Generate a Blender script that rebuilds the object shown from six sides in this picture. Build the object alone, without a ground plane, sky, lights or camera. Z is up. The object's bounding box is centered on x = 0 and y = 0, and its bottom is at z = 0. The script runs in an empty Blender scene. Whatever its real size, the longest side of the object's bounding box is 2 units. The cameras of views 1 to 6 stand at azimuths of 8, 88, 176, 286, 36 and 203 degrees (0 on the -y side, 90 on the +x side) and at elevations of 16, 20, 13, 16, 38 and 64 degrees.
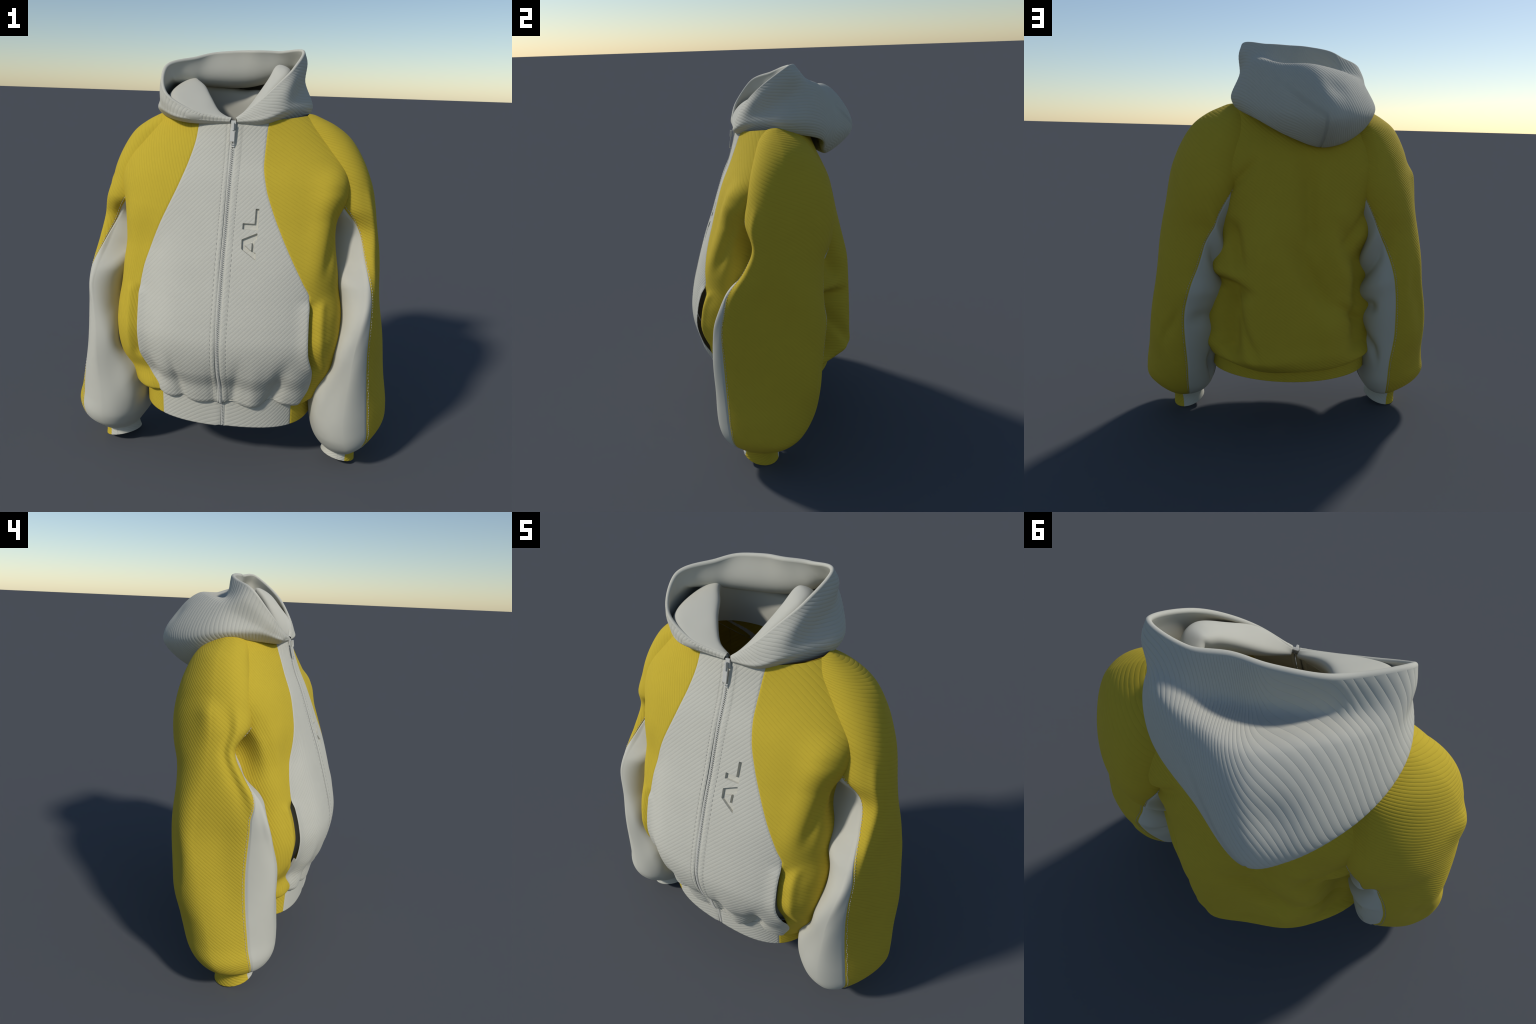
# A two-tone ribbed zip hoodie, empty and standing, built part by part from lofted surfaces.
import bpy, math
import numpy as np

RNG = np.random.default_rng(7)
STEP = 0.0033            # size of the mesh cells that carry the ribs
PITCH = 0.0146           # rib to rib
ZIP_X = 0.014

# ------------------------------------------------------------------ small maths
def pchip(x, y, q):
    """monotone cubic interpolation of y (n or n,k) over x at q"""
    x = np.asarray(x, float); y = np.asarray(y, float); q = np.asarray(q, float)
    flat = y.ndim == 1
    if flat: y = y[:, None]
    if x[0] > x[-1]: x, y = x[::-1], y[::-1]
    h = np.diff(x)[:, None]; d = np.diff(y, axis=0) / h
    m = np.zeros_like(y)
    w1 = 2 * h[1:] + h[:-1]; w2 = h[1:] + 2 * h[:-1]
    with np.errstate(divide='ignore', invalid='ignore'):
        hm = (w1 + w2) / (w1 / d[:-1] + w2 / d[1:])
    m[1:-1] = np.where(d[:-1] * d[1:] > 0, hm, 0)
    m[0], m[-1] = d[0], d[-1]
    q = np.clip(q, x[0], x[-1])
    i = np.clip(np.searchsorted(x, q, side='right') - 1, 0, len(x) - 2)
    hh = (x[i + 1] - x[i]); t = ((q - x[i]) / hh)[..., None]; hh = hh[..., None]
    r = ((1 + 2 * t) * (1 - t) ** 2 * y[i] + t * (1 - t) ** 2 * hh * m[i]
         + t * t * (3 - 2 * t) * y[i + 1] + t * t * (t - 1) * hh * m[i + 1])
    return r[..., 0] if flat else r

def cubic(P, n, periodic=False, tension=0.5, weights=None):
    """Catmull-Rom through the rows of P (k, ...), n samples evenly spaced in arc length"""
    P = np.asarray(P, float); k = len(P)
    flat = P.reshape(k, -1)
    d = np.linalg.norm(np.diff(flat, axis=0), axis=1) ** 0.6 if weights is None else np.diff(weights)
    x = np.concatenate([[0], np.cumsum(np.maximum(d, 1e-5))])
    m = np.zeros_like(flat)
    m[1:-1] = ((flat[1:-1] - flat[:-2]) / (x[1:-1] - x[:-2])[:, None] * (x[2:] - x[1:-1])[:, None]
               + (flat[2:] - flat[1:-1]) / (x[2:] - x[1:-1])[:, None] * (x[1:-1] - x[:-2])[:, None]) / (x[2:] - x[:-2])[:, None]
    m[0] = (flat[1] - flat[0]) / (x[1] - x[0]); m[-1] = (flat[-1] - flat[-2]) / (x[-1] - x[-2])
    q = np.linspace(0, x[-1], n)
    i = np.clip(np.searchsorted(x, q, side='right') - 1, 0, k - 2)
    hh = (x[i + 1] - x[i])[:, None]; t = (q - x[i])[:, None] / hh
    r = ((1 + 2 * t) * (1 - t) ** 2 * flat[i] + t * (1 - t) ** 2 * hh * m[i]
         + t * t * (3 - 2 * t) * flat[i + 1] + t * t * (t - 1) * hh * m[i + 1])
    return r.reshape((n,) + P.shape[1:])

def smooth01(t):
    t = np.clip(t, 0, 1); return t * t * (3 - 2 * t)

def bump(d, w):
    return np.exp(-(d / w) ** 2)

def fold_line(u, v, p, q, width, taper=0.25):
    """height 0..1 of a straight crease from p to q in the (u, v) plane, fading at its ends"""
    p, q = np.array(p, float), np.array(q, float)
    L = np.linalg.norm(q - p); e = (q - p) / L
    a = (u - p[0]) * e[0] + (v - p[1]) * e[1]
    b = -(u - p[0]) * e[1] + (v - p[1]) * e[0]
    ends = smooth01((a / L + taper) / (2 * taper)) * smooth01((1 + taper - a / L) / (2 * taper))
    return np.exp(-(b / width) ** 2) * ends

def rib(phase):
    """rounded cord profile, 0 in the groove and 1 on the crown"""
    return np.abs(np.sin(np.pi * phase)) ** 0.55

# ------------------------------------------------------------------ triangle meshes with per-vertex fields
class Sheet:
    """triangles with a dictionary of per-vertex fields; P (n,3) positions, N (n,3) normals, others scalar"""
    def __init__(self, F, tris):
        self.F, self.T = F, tris
    @classmethod
    def grid(cls, F, shape, wrap=False, flip=False):
        n, m = shape
        idx = np.arange(n * m).reshape(n, m)
        if wrap: idx = np.concatenate([idx, idx[:, :1]], 1)
        a, b, c, d = idx[:-1, :-1].ravel(), idx[:-1, 1:].ravel(), idx[1:, 1:].ravel(), idx[1:, :-1].ravel()
        T = np.concatenate([np.stack([a, b, c], 1), np.stack([a, c, d], 1)])
        if flip: T = T[:, ::-1]
        s = cls({k: (v.reshape(n * m, -1) if v.ndim == 3 else v.ravel()) for k, v in F.items()}, T.copy())
        s.normals(); return s
    def normals(self):
        P = self.F['P']; T = self.T
        fn = np.cross(P[T[:, 1]] - P[T[:, 0]], P[T[:, 2]] - P[T[:, 0]])
        N = np.zeros_like(P)
        for k in range(3):
            for ax in range(3):
                N[:, ax] += np.bincount(T[:, k], fn[:, ax], len(P))
        self.F['N'] = N / np.maximum(np.linalg.norm(N, axis=1, keepdims=True), 1e-12)
    def compact(self, T):
        used, inv = np.unique(T, return_inverse=True)
        return Sheet({k: v[used] for k, v in self.F.items()}, inv.reshape(-1, 3))
    def take(self, keep_tris):
        return self.compact(self.T[keep_tris])
    def clip(self, f):
        """the part where f > 0, cut exactly along f = 0"""
        f = np.where(np.abs(f) < 1e-9, 1e-9, f)
        s = f > 0; k = s[self.T].sum(1)
        keep = self.T[k == 3]
        out = [keep]; n0 = len(f); E = []
        one = self.T[k == 1]; two = self.T[k == 2]
        def rolled(T, want):
            S = s[T]; r = T.copy()
            for j in (1, 2):
                w = (S[:, j] == want) & (S.sum(1) == (1 if want else 2))
                r[w] = np.roll(T[w], -j, axis=1)
            return r
        one = rolled(one, True); two = rolled(two, False)   # lone vertex first
        pairs = np.concatenate([one[:, [0, 1]], one[:, [0, 2]], two[:, [0, 1]], two[:, [0, 2]]])
        if len(pairs):
            ps = np.sort(pairs, 1); uq, inv = np.unique(ps, axis=0, return_inverse=True); inv = inv.ravel() + n0
            t = f[uq[:, 0]] / (f[uq[:, 0]] - f[uq[:, 1]])
            F = {}
            for key, v in self.F.items():
                tt = t[:, None] if v.ndim == 2 else t
                F[key] = np.concatenate([v, v[uq[:, 0]] * (1 - tt) + v[uq[:, 1]] * tt])
            a, b = len(one), len(two)
            e01, e02, g01, g02 = inv[:a], inv[a:2 * a], inv[2 * a:2 * a + b], inv[2 * a + b:]
            out.append(np.stack([one[:, 0], e01, e02], 1))
            out.append(np.stack([g01, two[:, 1], two[:, 2]], 1))
            out.append(np.stack([g01, two[:, 2], g02], 1))
            big = Sheet(F, np.concatenate(out))
        else:
            big = Sheet(self.F, keep)
        return big.compact(big.T)
    def split_keep(self, f):
        a, b = self.clip(f), self.clip(-f)
        return join([a, b])

def join(sheets):
    keys = sheets[0].F.keys(); off = np.cumsum([0] + [len(s.F['P']) for s in sheets])
    return Sheet({k: np.concatenate([s.F[k] for s in sheets]) for k in keys},
                 np.concatenate([s.T + o for s, o in zip(sheets, off)]))

ROOT = None
def new_object(name, P, faces, mat, parent=None, smooth=True, stuff=False):
    me = bpy.data.meshes.new(name)
    P = np.asarray(P, np.float32)
    faces = np.asarray(faces, np.int32)
    k = faces.shape[1]
    me.vertices.add(len(P)); me.vertices.foreach_set('co', P.ravel())
    me.loops.add(faces.size); me.loops.foreach_set('vertex_index', faces.ravel())
    me.polygons.add(len(faces)); me.polygons.foreach_set('loop_start', np.arange(0, faces.size, k, dtype=np.int32))
    me.polygons.foreach_set('use_smooth', np.full(len(faces), smooth))
    me.update(calc_edges=True); me.validate()
    me.materials.append(mat)
    ob = bpy.data.objects.new(name, me); bpy.context.scene.collection.objects.link(ob)
    ob.parent = parent or ROOT
    if stuff: ob["kind"] = "stuff"
    return ob

def sheet_object(name, s, height, mat, parent=None, phase=None):
    ob = new_object(name, s.F['P'] + s.F['N'] * np.asarray(height)[:, None], s.T, mat, parent)
    if phase is not None:           # counts the cords, for the fine groove between them
        at = ob.data.attributes.new('cord_count', 'FLOAT', 'POINT')
        at.data.foreach_set('value', np.asarray(phase, np.float32))
    return ob

def tube(path, radius, sides=8, closed=False, flat=1.0):
    """swept tube: vertices and quads"""
    path = np.asarray(path, float); n = len(path)
    tan = np.gradient(path, axis=0); tan /= np.linalg.norm(tan, axis=1, keepdims=True) + 1e-12
    ref = np.array([0.0, 0.0, 1.0]); r1 = np.cross(tan, ref)
    bad = np.linalg.norm(r1, axis=1) < 0.15; r1[bad] = np.cross(tan[bad], [0, 1, 0])
    r1 /= np.linalg.norm(r1, axis=1, keepdims=True); r2 = np.cross(r1, tan)
    a = np.linspace(0, 2 * np.pi, sides, endpoint=False)
    rad = np.broadcast_to(np.asarray(radius, float), (n,))
    V = path[:, None] + rad[:, None, None] * (np.cos(a)[None, :, None] * r1[:, None] + flat * np.sin(a)[None, :, None] * r2[:, None])
    idx = np.arange(n * sides).reshape(n, sides); nx = np.roll(idx, -1, 1)
    Q = np.stack([idx[:-1], nx[:-1], nx[1:], idx[1:]], -1).reshape(-1, 4)
    return V.reshape(-1, 3), Q

def box_mesh(c, ax, ay, az, size):
    s = np.array([[-1, -1, -1], [1, -1, -1], [1, 1, -1], [-1, 1, -1], [-1, -1, 1], [1, -1, 1], [1, 1, 1], [-1, 1, 1]]) * 0.5 * np.asarray(size)
    V = np.asarray(c) + s[:, :1] * ax + s[:, 1:2] * ay + s[:, 2:] * az
    Q = np.array([[0, 3, 2, 1], [4, 5, 6, 7], [0, 1, 5, 4], [1, 2, 6, 5], [2, 3, 7, 6], [3, 0, 4, 7]])
    return V, Q

def merge(parts):
    off = 0; V = []; Q = []
    for v, q in parts:
        V.append(v); Q.append(q + off); off += len(v)
    return np.concatenate(V), np.concatenate(Q)

# ------------------------------------------------------------------ materials
def fabric(name, color, grain=900.0, bump_strength=0.12, mottling=0.015, rough=0.92, weave=True, cords=0.0):
    m = bpy.data.materials.new(name); m.use_nodes = True
    nt = m.node_tree; nt.nodes.clear(); N = nt.nodes.new; L = nt.links.new
    out = N('ShaderNodeOutputMaterial'); bs = N('ShaderNodeBsdfPrincipled')
    L(bs.outputs[0], out.inputs[0])
    bs.inputs['Roughness'].default_value = rough
    bs.inputs['Specular IOR Level'].default_value = 0.18
    tc = N('ShaderNodeTexCoord')
    big = N('ShaderNodeTexNoise'); big.inputs['Scale'].default_value = 9.0; big.inputs['Detail'].default_value = 6.0
    L(tc.outputs['Object'], big.inputs['Vector'])
    ramp = N('ShaderNodeValToRGB')
    c = np.array(color)
    ramp.color_ramp.elements[0].position = 0.3; ramp.color_ramp.elements[1].position = 0.7
    ramp.color_ramp.elements[0].color = (*(c * (1 - mottling)), 1); ramp.color_ramp.elements[1].color = (*np.minimum(c * (1 + mottling), 1), 1)
    L(big.outputs['Fac'], ramp.inputs['Fac']); L(ramp.outputs['Color'], bs.inputs['Base Color'])
    if weave:
        fine = N('ShaderNodeTexNoise'); fine.inputs['Scale'].default_value = grain; fine.inputs['Detail'].default_value = 2.0
        L(tc.outputs['Object'], fine.inputs['Vector'])
        bp = N('ShaderNodeBump'); bp.inputs['Strength'].default_value = bump_strength; bp.inputs['Distance'].default_value = 0.001
        L(fine.outputs['Fac'], bp.inputs['Height']); L(bp.outputs['Normal'], bs.inputs['Normal'])
        if cords:
            # rounded cords with a narrow groove between them
            at = N('ShaderNodeAttribute'); at.attribute_name = 'cord_count'
            def op(kind, a, b=None):
                n = N('ShaderNodeMath'); n.operation = kind
                for k, v in enumerate((a, b)):
                    if v is None: continue
                    if isinstance(v, (int, float)): n.inputs[k].default_value = v
                    else: L(v, n.inputs[k])
                return n.outputs[0]
            h = op('POWER', op('ABSOLUTE', op('SINE', op('MULTIPLY', at.outputs['Fac'], math.pi))), .30)
            b2 = N('ShaderNodeBump'); b2.inputs['Strength'].default_value = 1.0; b2.inputs['Distance'].default_value = cords
            L(h, b2.inputs['Height']); L(bp.outputs['Normal'], b2.inputs['Normal']); L(b2.outputs['Normal'], bs.inputs['Normal'])
    return m

YELLOW = (0.546, 0.400, 0.034); WHITE = (0.532, 0.516, 0.440)
M_YEL = fabric('yellow_rib_knit', YELLOW, cords=.0011)
M_WHT = fabric('off_white_rib_knit', WHITE, cords=.0008)
M_HOOD = fabric('off_white_hood_knit', WHITE, cords=.0010)
M_LIN = fabric('off_white_jersey', WHITE, grain=1400.0, bump_strength=0.06, mottling=0.012)
M_TAPE = fabric('zip_tape_weave', (0.56, 0.55, 0.48), grain=1500.0)
M_THREAD = fabric('sewing_thread', (0.56, 0.55, 0.5), weave=False)
M_SHADETHREAD = fabric('grey_sewing_thread', (0.36, 0.36, 0.33), weave=False)
M_ZIP = fabric('painted_zip_metal', (0.56, 0.55, 0.5), weave=False, rough=0.45)

# ------------------------------------------------------------------ the thing
ROOT = bpy.data.objects.new('zip_hoodie', None); bpy.context.scene.collection.objects.link(ROOT)
ROOT["label"] = "yellow and off-white ribbed zip hoodie with raglan sleeves"
ROOT["category"] = "hooded jacket"

# ------------------------------------------------------------------ torso
# height, front y, back y, half width, y of the widest place, squareness of the front, of the back
TORSO = np.array([
    [1.668, -.172, .208, .330, .01, 1.8, 2.1], [1.645, -.179, .218, .365, .01, 1.8, 2.2], [1.600, -.190, .236, .425, .00, 1.85, 2.4],
    [1.550, -.205, .256, .482, -.01, 2.0, 2.5], [1.500, -.222, .278, .520, -.02, 2.2, 2.6], [1.405, -.262, .312, .540, -.05, 2.5, 2.6],
    [1.300, -.298, .336, .525, -.10, 2.5, 2.4], [1.212, -.327, .346, .508, -.16, 2.4, 2.3], [1.080, -.376, .356, .508, -.18, 2.4, 2.2],
    [.920, -.425, .366, .525, -.15, 2.5, 2.1], [.800, -.456, .374, .542, -.16, 2.5, 2.0], [.720, -.468, .378, .548, -.16, 2.5, 2.0],
    [.570, -.440, .386, .538, -.16, 2.35, 2.0], [.485, -.395, .386, .515, -.14, 2.3, 2.0], [.430, -.380, .382, .495, -.12, 2.3, 2.0],
    [.398, -.370, .372, .478, -.09, 2.4, 2.0], [.386, -.356, .356, .455, -.06, 2.3, 2.0], [.396, -.338, .335, .432, -.02, 2.3, 2.0]])

def torso_section(rows, th):
    """rows (n,7) -> points (n,len(th),3); th runs from the front over +x to the back"""
    s, c = np.sin(th)[None], np.cos(th)[None]
    z, yf, yb, hw, yc, nf, nb = [rows[:, i:i + 1] for i in range(7)]
    e = 2 / np.where(c > 0, nf, nb)
    x = hw * np.sign(s) * np.abs(s) ** e * np.where(s < 0, 1 - .02 * smooth01((1.25 - z) / .2), 1)
    y = np.where(c > 0, yc - (yc - yf) * np.abs(c) ** e, yc + (yb - yc) * np.abs(c) ** e)
    return np.stack([x, y, z + .030 * s * s * smooth01((z - 1.52) / .14)], -1)

def build_torso_grid(step):
    rows = cubic(TORSO, int(1.62 / step))
    n = int(2.75 / step)
    # even spacing around the reference section
    th = np.linspace(0, 2 * np.pi, 4001); ref = torso_section(TORSO[11:12], th)[0]
    arc = np.concatenate([[0], np.cumsum(np.linalg.norm(np.diff(ref[:, :2], axis=0), axis=1))])
    a = np.linspace(0, arc[-1], n, endpoint=False); t = np.interp(a, arc, th)
    P = torso_section(rows, t)
    prof = np.concatenate([[0], np.cumsum(np.linalg.norm(np.diff(P[:, 0], axis=0), axis=1))])
    # signed arc length of every row, counted from the front centre
    seg = np.linalg.norm(np.diff(np.concatenate([P, P[:, :1]], 1)[..., :2], axis=1), axis=2)
    run = np.concatenate([np.zeros((len(P), 1)), np.cumsum(seg, 1)], 1)
    S = np.where(t[None] > np.pi, run[:, :-1] - run[:, -1:], run[:, :-1])
    TH = np.broadcast_to(np.where(t > np.pi, t - 2 * np.pi, t)[None], P.shape[:2])
    V = np.broadcast_to(-prof[:, None], P.shape[:2])
    return P, S.copy(), TH.copy(), V.copy(), arc[-1]

def torso_folds(P, TH):
    """soft folds pushed along the normal (metres, + is out)"""
    x, y, z = P[..., 0], P[..., 1], P[..., 2]
    front = smooth01((-.05 - y) / .1); back = smooth01((y - .05) / .1)
    h = np.zeros_like(x)
    # puckers over the front waistband
    gather = smooth01((.70 - z) / .28)
    for cx, amp, w, lean in ((-.38, .006, .05, .0), (-.245, .008, .040, .10), (-.305, -.008, .026, .14), (-.10, .010, .055, .05),
                             (-.180, -.014, .022, .14), (.075, -.013, .026, -.18), (.165, .014, .042, -.10),
                             (.262, -.032, .036, -.28), (.365, .012, .045, -.05), (-.02, -.006, .02, 0)):
        h += front * gather * amp * bump(x - cx + lean * (z - .45), w)
    # the back: slack bulges on one side, hollow down the middle
    h += back * .072 * bump(x - .17, .13) * smooth01((1.35 - z) / .40) * smooth01((z - .36) / .1)
    h += back * (-.032) * fold_line(x, z, (-.04, 1.42), (-.055, 1.02), .045)
    h += back * (-.012) * fold_line(x, z, (-.12, 1.2), (-.10, .80), .08)
    h += back * .010 * fold_line(x, z, (.05, 1.45), (.08, 1.1), .05)
    h += back * (-.022) * fold_line(x, z, (.40, 1.24), (.22, 1.43), .026)
    h += back * (-.018) * fold_line(x, z, (-.36, 1.20), (-.24, 1.02), .030) + back * .010 * fold_line(x, z, (-.20, 1.24), (-.16, 1.05), .04)
    h += back * (-.046) * fold_line(x, z, (.47, .82), (.22, .79), .032)
    h += back * (.016) * fold_line(x, z, (.45, .89), (.28, .87), .045)
    h += back * (-.018) * fold_line(x, z, (-.20, 1.14), (-.33, .90), .045)
    h += back * (.016) * fold_line(x, z, (-.13, 1.05), (-.27, .82), .05)
    h += back * (-.022) * fold_line(x, z, (.34, .76), (.17, .46), .028)
    h += back * (-.022) * fold_line(x, z, (-.42, .58), (-.22, .72), .028)
    h += back * (-.078) * bump(x - .33, .065) * smooth01((.88 - z) / .15) * smooth01((z - .40) / .08)
    h += back * (-.072) * bump(x + .38, .08) * smooth01((1.08 - z) / .15) * smooth01((z - .40) / .08)
    h += back * (-.040) * fold_line(x, z, (.32, 1.12), (.27, .92), .038)
    h += back * .020 * bump(x + .16, .06) * bump(z - .60, .10) + back * .016 * bump(x + .20, .06) * bump(z - 1.14, .10)
    h += back * (-.034) * fold_line(x, z, (.02, 1.02), (-.17, .70), .05)
    h += back * (.014) * bump(z - .47, .06) * bump(x + .40, .06)
    h += back * (.020) * bump(z - .47, .05) * bump(x - .42, .06)
    h += back * (.010) * bump(z - .46, .05)
    # sides of the front
    h += front * (-.036) * bump(x + .37, .10) * smooth01((1.30 - z) / .2) * smooth01((z - .40) / .1)
    h += front * .024 * bump(x - .47, .07) * (smooth01((1.52 - z) / .12) * smooth01((z - 1.25) / .12) + .5 * smooth01((.95 - z) / .12) * smooth01((z - .60) / .15))
    h += front * (-.014) * fold_line(x, z, (.505, 1.30), (.47, 1.05), .025)
    h += front * (.010) * fold_line(x, z, (.44, 1.36), (.42, 1.0), .05)
    h += front * (-.010) * fold_line(-x, z, (.50, 1.32), (.47, 1.05), .03)
    h += -.045 * bump(y + .07, .085) * bump(z - 1.16, .11) * smooth01((np.abs(x) - .36) / .06)
    h += .003 * np.sin(7 * x + 5 * z) * np.sin(6 * z - 4 * y + 1)
    return h

# white centre panel: seam x against height
SEAM_R = np.array([[1.70, .168], [1.60, .162], [1.50, .160], [1.40, .178], [1.30, .215], [1.20, .262], [1.10, .315], [1.00, .370], [.94, .400],
                   [.85, .402], [.70, .408], [.56, .432], [.48, .420], [.40, .385], [.30, .35]])
SEAM_L = np.array([[1.70, -.148], [1.60, -.155], [1.50, -.178], [1.40, -.212], [1.30, -.255], [1.20, -.300], [1.10, -.340], [1.00, -.370], [.92, -.380],
                   [.85, -.378], [.70, -.377], [.58, -.372], [.50, -.345], [.42, -.295], [.30, -.29]])

def seam_field(P):
    x, z = P[:, 0], P[:, 2]
    g = np.minimum(pchip(SEAM_R[::-1, 0], SEAM_R[::-1, 1], z) - x, x - pchip(SEAM_L[::-1, 0], SEAM_L[::-1, 1], z))
    return np.where(P[:, 1] < .05, g, -1)

def ribbed(s, phase, amp, edge, base=0.0, edge_width=.006):
    """rib height that dies out in the seam groove; edge = distance to the nearest seam"""
    k = smooth01(edge / edge_width)
    return k * (amp * (rib(phase) - .75) + base) - .0022 * (1 - k)

def polygon_field(u, v, poly):
    """signed distance, positive inside"""
    poly = np.asarray(poly, float); inside = np.zeros(len(u), bool); d = np.full(len(u), 1e9)
    for (x1, y1), (x2, y2) in zip(poly, np.roll(poly, -1, 0)):
        ex, ey = x2 - x1, y2 - y1
        t = np.clip(((u - x1) * ex + (v - y1) * ey) / (ex * ex + ey * ey), 0, 1)
        d = np.minimum(d, np.hypot(u - x1 - t * ex, v - y1 - t * ey))
        cross = (y1 > v) != (y2 > v)
        with np.errstate(divide='ignore', invalid='ignore'):
            inside ^= cross & (u < (x2 - x1) * (v - y1) / (y2 - y1) + x1)
    return np.where(inside, d, -d)

# letters lie on their side: first number towards the cap line (-x), second upwards
LETTER_L = [(0, .124), (0, .213), (.017, .213), (.017, .150), (.069, .150), (.069, .124)]
LETTER_A = [(0, 0), (0, .028), (.010, .034), (.010, .078), (0, .085), (0, .113), (.068, .083), (.066, .043)]
COUNTER_A = [(.022, .038), (.022, .071), (.051, .060)]
BASE_X, BASE_Z = .158, 1.095

def letter_fields(P):
    u, v = BASE_X - P[:, 0], P[:, 2] - BASE_Z
    a = np.minimum(polygon_field(u, v, LETTER_A), -polygon_field(u, v, COUNTER_A))
    l = polygon_field(u, v, LETTER_L)
    far = P[:, 1] > 0
    return np.where(far, -1, a), np.where(far, -1, l)

def rotate_phase(S, V, degrees):
    a = math.radians(degrees)
    return (V * math.cos(a) - S * math.sin(a)) / PITCH

# height, then the four extreme points of the slice: inner x y, outer x y, front x y, back x y
# (given for the +x arm; the other one is mirrored)
SLEEVE_R = np.array([
    [1.708, .265, .03, .275, .03, .27, .025, .27, .035], [1.705, .17, .03, .350, .03, .27, -.01, .27, .06], [1.690, .17, .03, .390, .03, .29, -.03, .28, .10], [1.655, .18, .04, .462, .04, .34, -.055, .31, .155],
    [1.600, .19, .05, .532, .05, .40, -.075, .34, .205], [1.500, .21, .06, .600, .02, .47, -.105, .38, .260], [1.400, .25, .08, .642, .00, .51, -.125, .405, .290],
    [1.300, .28, .09, .668, -.01, .535, -.138, .420, .302], [1.200, .30, .09, .685, .00, .575, -.118, .430, .285], [1.100, .33, .06, .700, .02, .60, -.160, .445, .250],
    [1.000, .345, .05, .712, .04, .63, -.225, .470, .240], [.900, .355, .04, .722, .06, .64, -.265, .500, .240], [.800, .362, .02, .734, .08, .63, -.300, .540, .238],
    [.650, .370, .00, .757, .05, .61, -.322, .580, .232], [.450, .392, -.03, .782, .02, .59, -.324, .610, .213], [.300, .412, -.05, .800, -.01, .59, -.320, .620, .182],
    [.220, .425, -.06, .797, -.02, .60, -.310, .620, .150], [.165, .440, -.07, .760, -.04, .61, -.290, .615, .115], [.118, .470, -.08, .705, -.06, .61, -.248, .610, .060],
    [.098, .495, -.09, .682, -.08, .60, -.216, .60, .010], [.112, .503, -.095, .675, -.08, .59, -.195, .59, -.005]])
SLEEVE_L = np.array([
    [1.703, .265, .03, .275, .03, .27, .025, .27, .035], [1.700, .17, .03, .345, .03, .27, -.02, .27, .06], [1.685, .17, .03, .380, .03, .29, -.04, .28, .10], [1.650, .18, .04, .445, .03, .34, -.065, .31, .155],
    [1.600, .19, .05, .508, .03, .40, -.085, .34, .200], [1.500, .21, .06, .568, .02, .46, -.115, .37, .245], [1.400, .25, .08, .605, .01, .49, -.135, .385, .272],
    [1.300, .28, .09, .635, .00, .510, -.145, .395, .285], [1.200, .30, .09, .655, .01, .56, -.110, .405, .272], [1.100, .33, .06, .672, .02, .59, -.160, .425, .240],
    [1.000, .345, .05, .684, .03, .61, -.225, .450, .230], [.900, .352, .04, .695, .04, .63, -.262, .475, .230], [.800, .355, .02, .706, .05, .62, -.288, .490, .230],
    [.650, .362, .00, .735, .02, .61, -.315, .500, .225], [.450, .378, -.02, .765, -.02, .60, -.320, .505, .205], [.300, .395, -.04, .785, -.06, .595, -.320, .505, .175],
    [.220, .408, -.05, .800, -.09, .595, -.316, .510, .150], [.165, .430, -.06, .775, -.11, .59, -.298, .520, .115], [.118, .460, -.08, .705, -.12, .585, -.258, .540, .065],
    [.098, .478, -.10, .678, -.12, .58, -.230, .565, .010], [.112, .485, -.11, .665, -.12, .575, -.212, .575, -.015]])

def sleeve_section(rows, psi):
    """four quarter arcs through the extreme points; psi 0 front, 90 out, 180 back, 270 in"""
    s, c = np.sin(psi)[None], np.cos(psi)[None]
    z, xi, yi, xo, yo, xf, yf, xb, yb = [rows[:, i:i + 1] for i in range(9)]
    # the outer back of the upper arm is flatter than the rest
    low = smooth01((.55 - z) / .2)
    n = 2.15 + np.where((s > 0) & (c < 0), -.55 * smooth01((z - .80) / .50) - .45 * low, np.where((s > 0) & (c > 0), -.35 * smooth01((.90 - z) / .35) + .25 * smooth01((z - .65) / .2) + .5 * smooth01((z - .80) / .35) * smooth01((1.50 - z) / .35), 0))
    e = 2 / n
    C, S_ = np.abs(c) ** e, np.abs(s) ** e
    xe, ye = np.where(s > 0, xo, xi), np.where(s > 0, yo, yi)
    xm, ym = np.where(c > 0, xf, xb), np.where(c > 0, yf, yb)
    x = xm + (xe - xm) * S_; y = ye + (ym - ye) * C
    return np.stack([x, y, z + 0 * x], -1)

def arm_hole(P):
    """below 1 inside a sleeve: there the body cloth is cut away"""
    best = np.full(len(P), 2.0)
    for table, arm in ((SLEEVE_R, 1), (SLEEVE_L, -1)):
        z, xi, yi, xo, yo, xf, yf, xb, yb = pchip(table[:16][::-1, 0], table[:16][::-1], P[:, 2]).T
        x, y = P[:, 0] * arm, P[:, 1]
        for xe, ye in ((xo, yo), (xi, yi)):
            for xm, ym in ((xf, yf), (xb, yb)):
                a, b = (x - xm) / (xe - xm), (y - ye) / (ym - ye)
                best = np.where((a >= 0) & (b >= 0), np.minimum(best, np.sqrt(a * a + b * b)), best)
    return np.where((P[:, 2] > 1.0) & (P[:, 2] < 1.56), best, 2.0)

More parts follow.
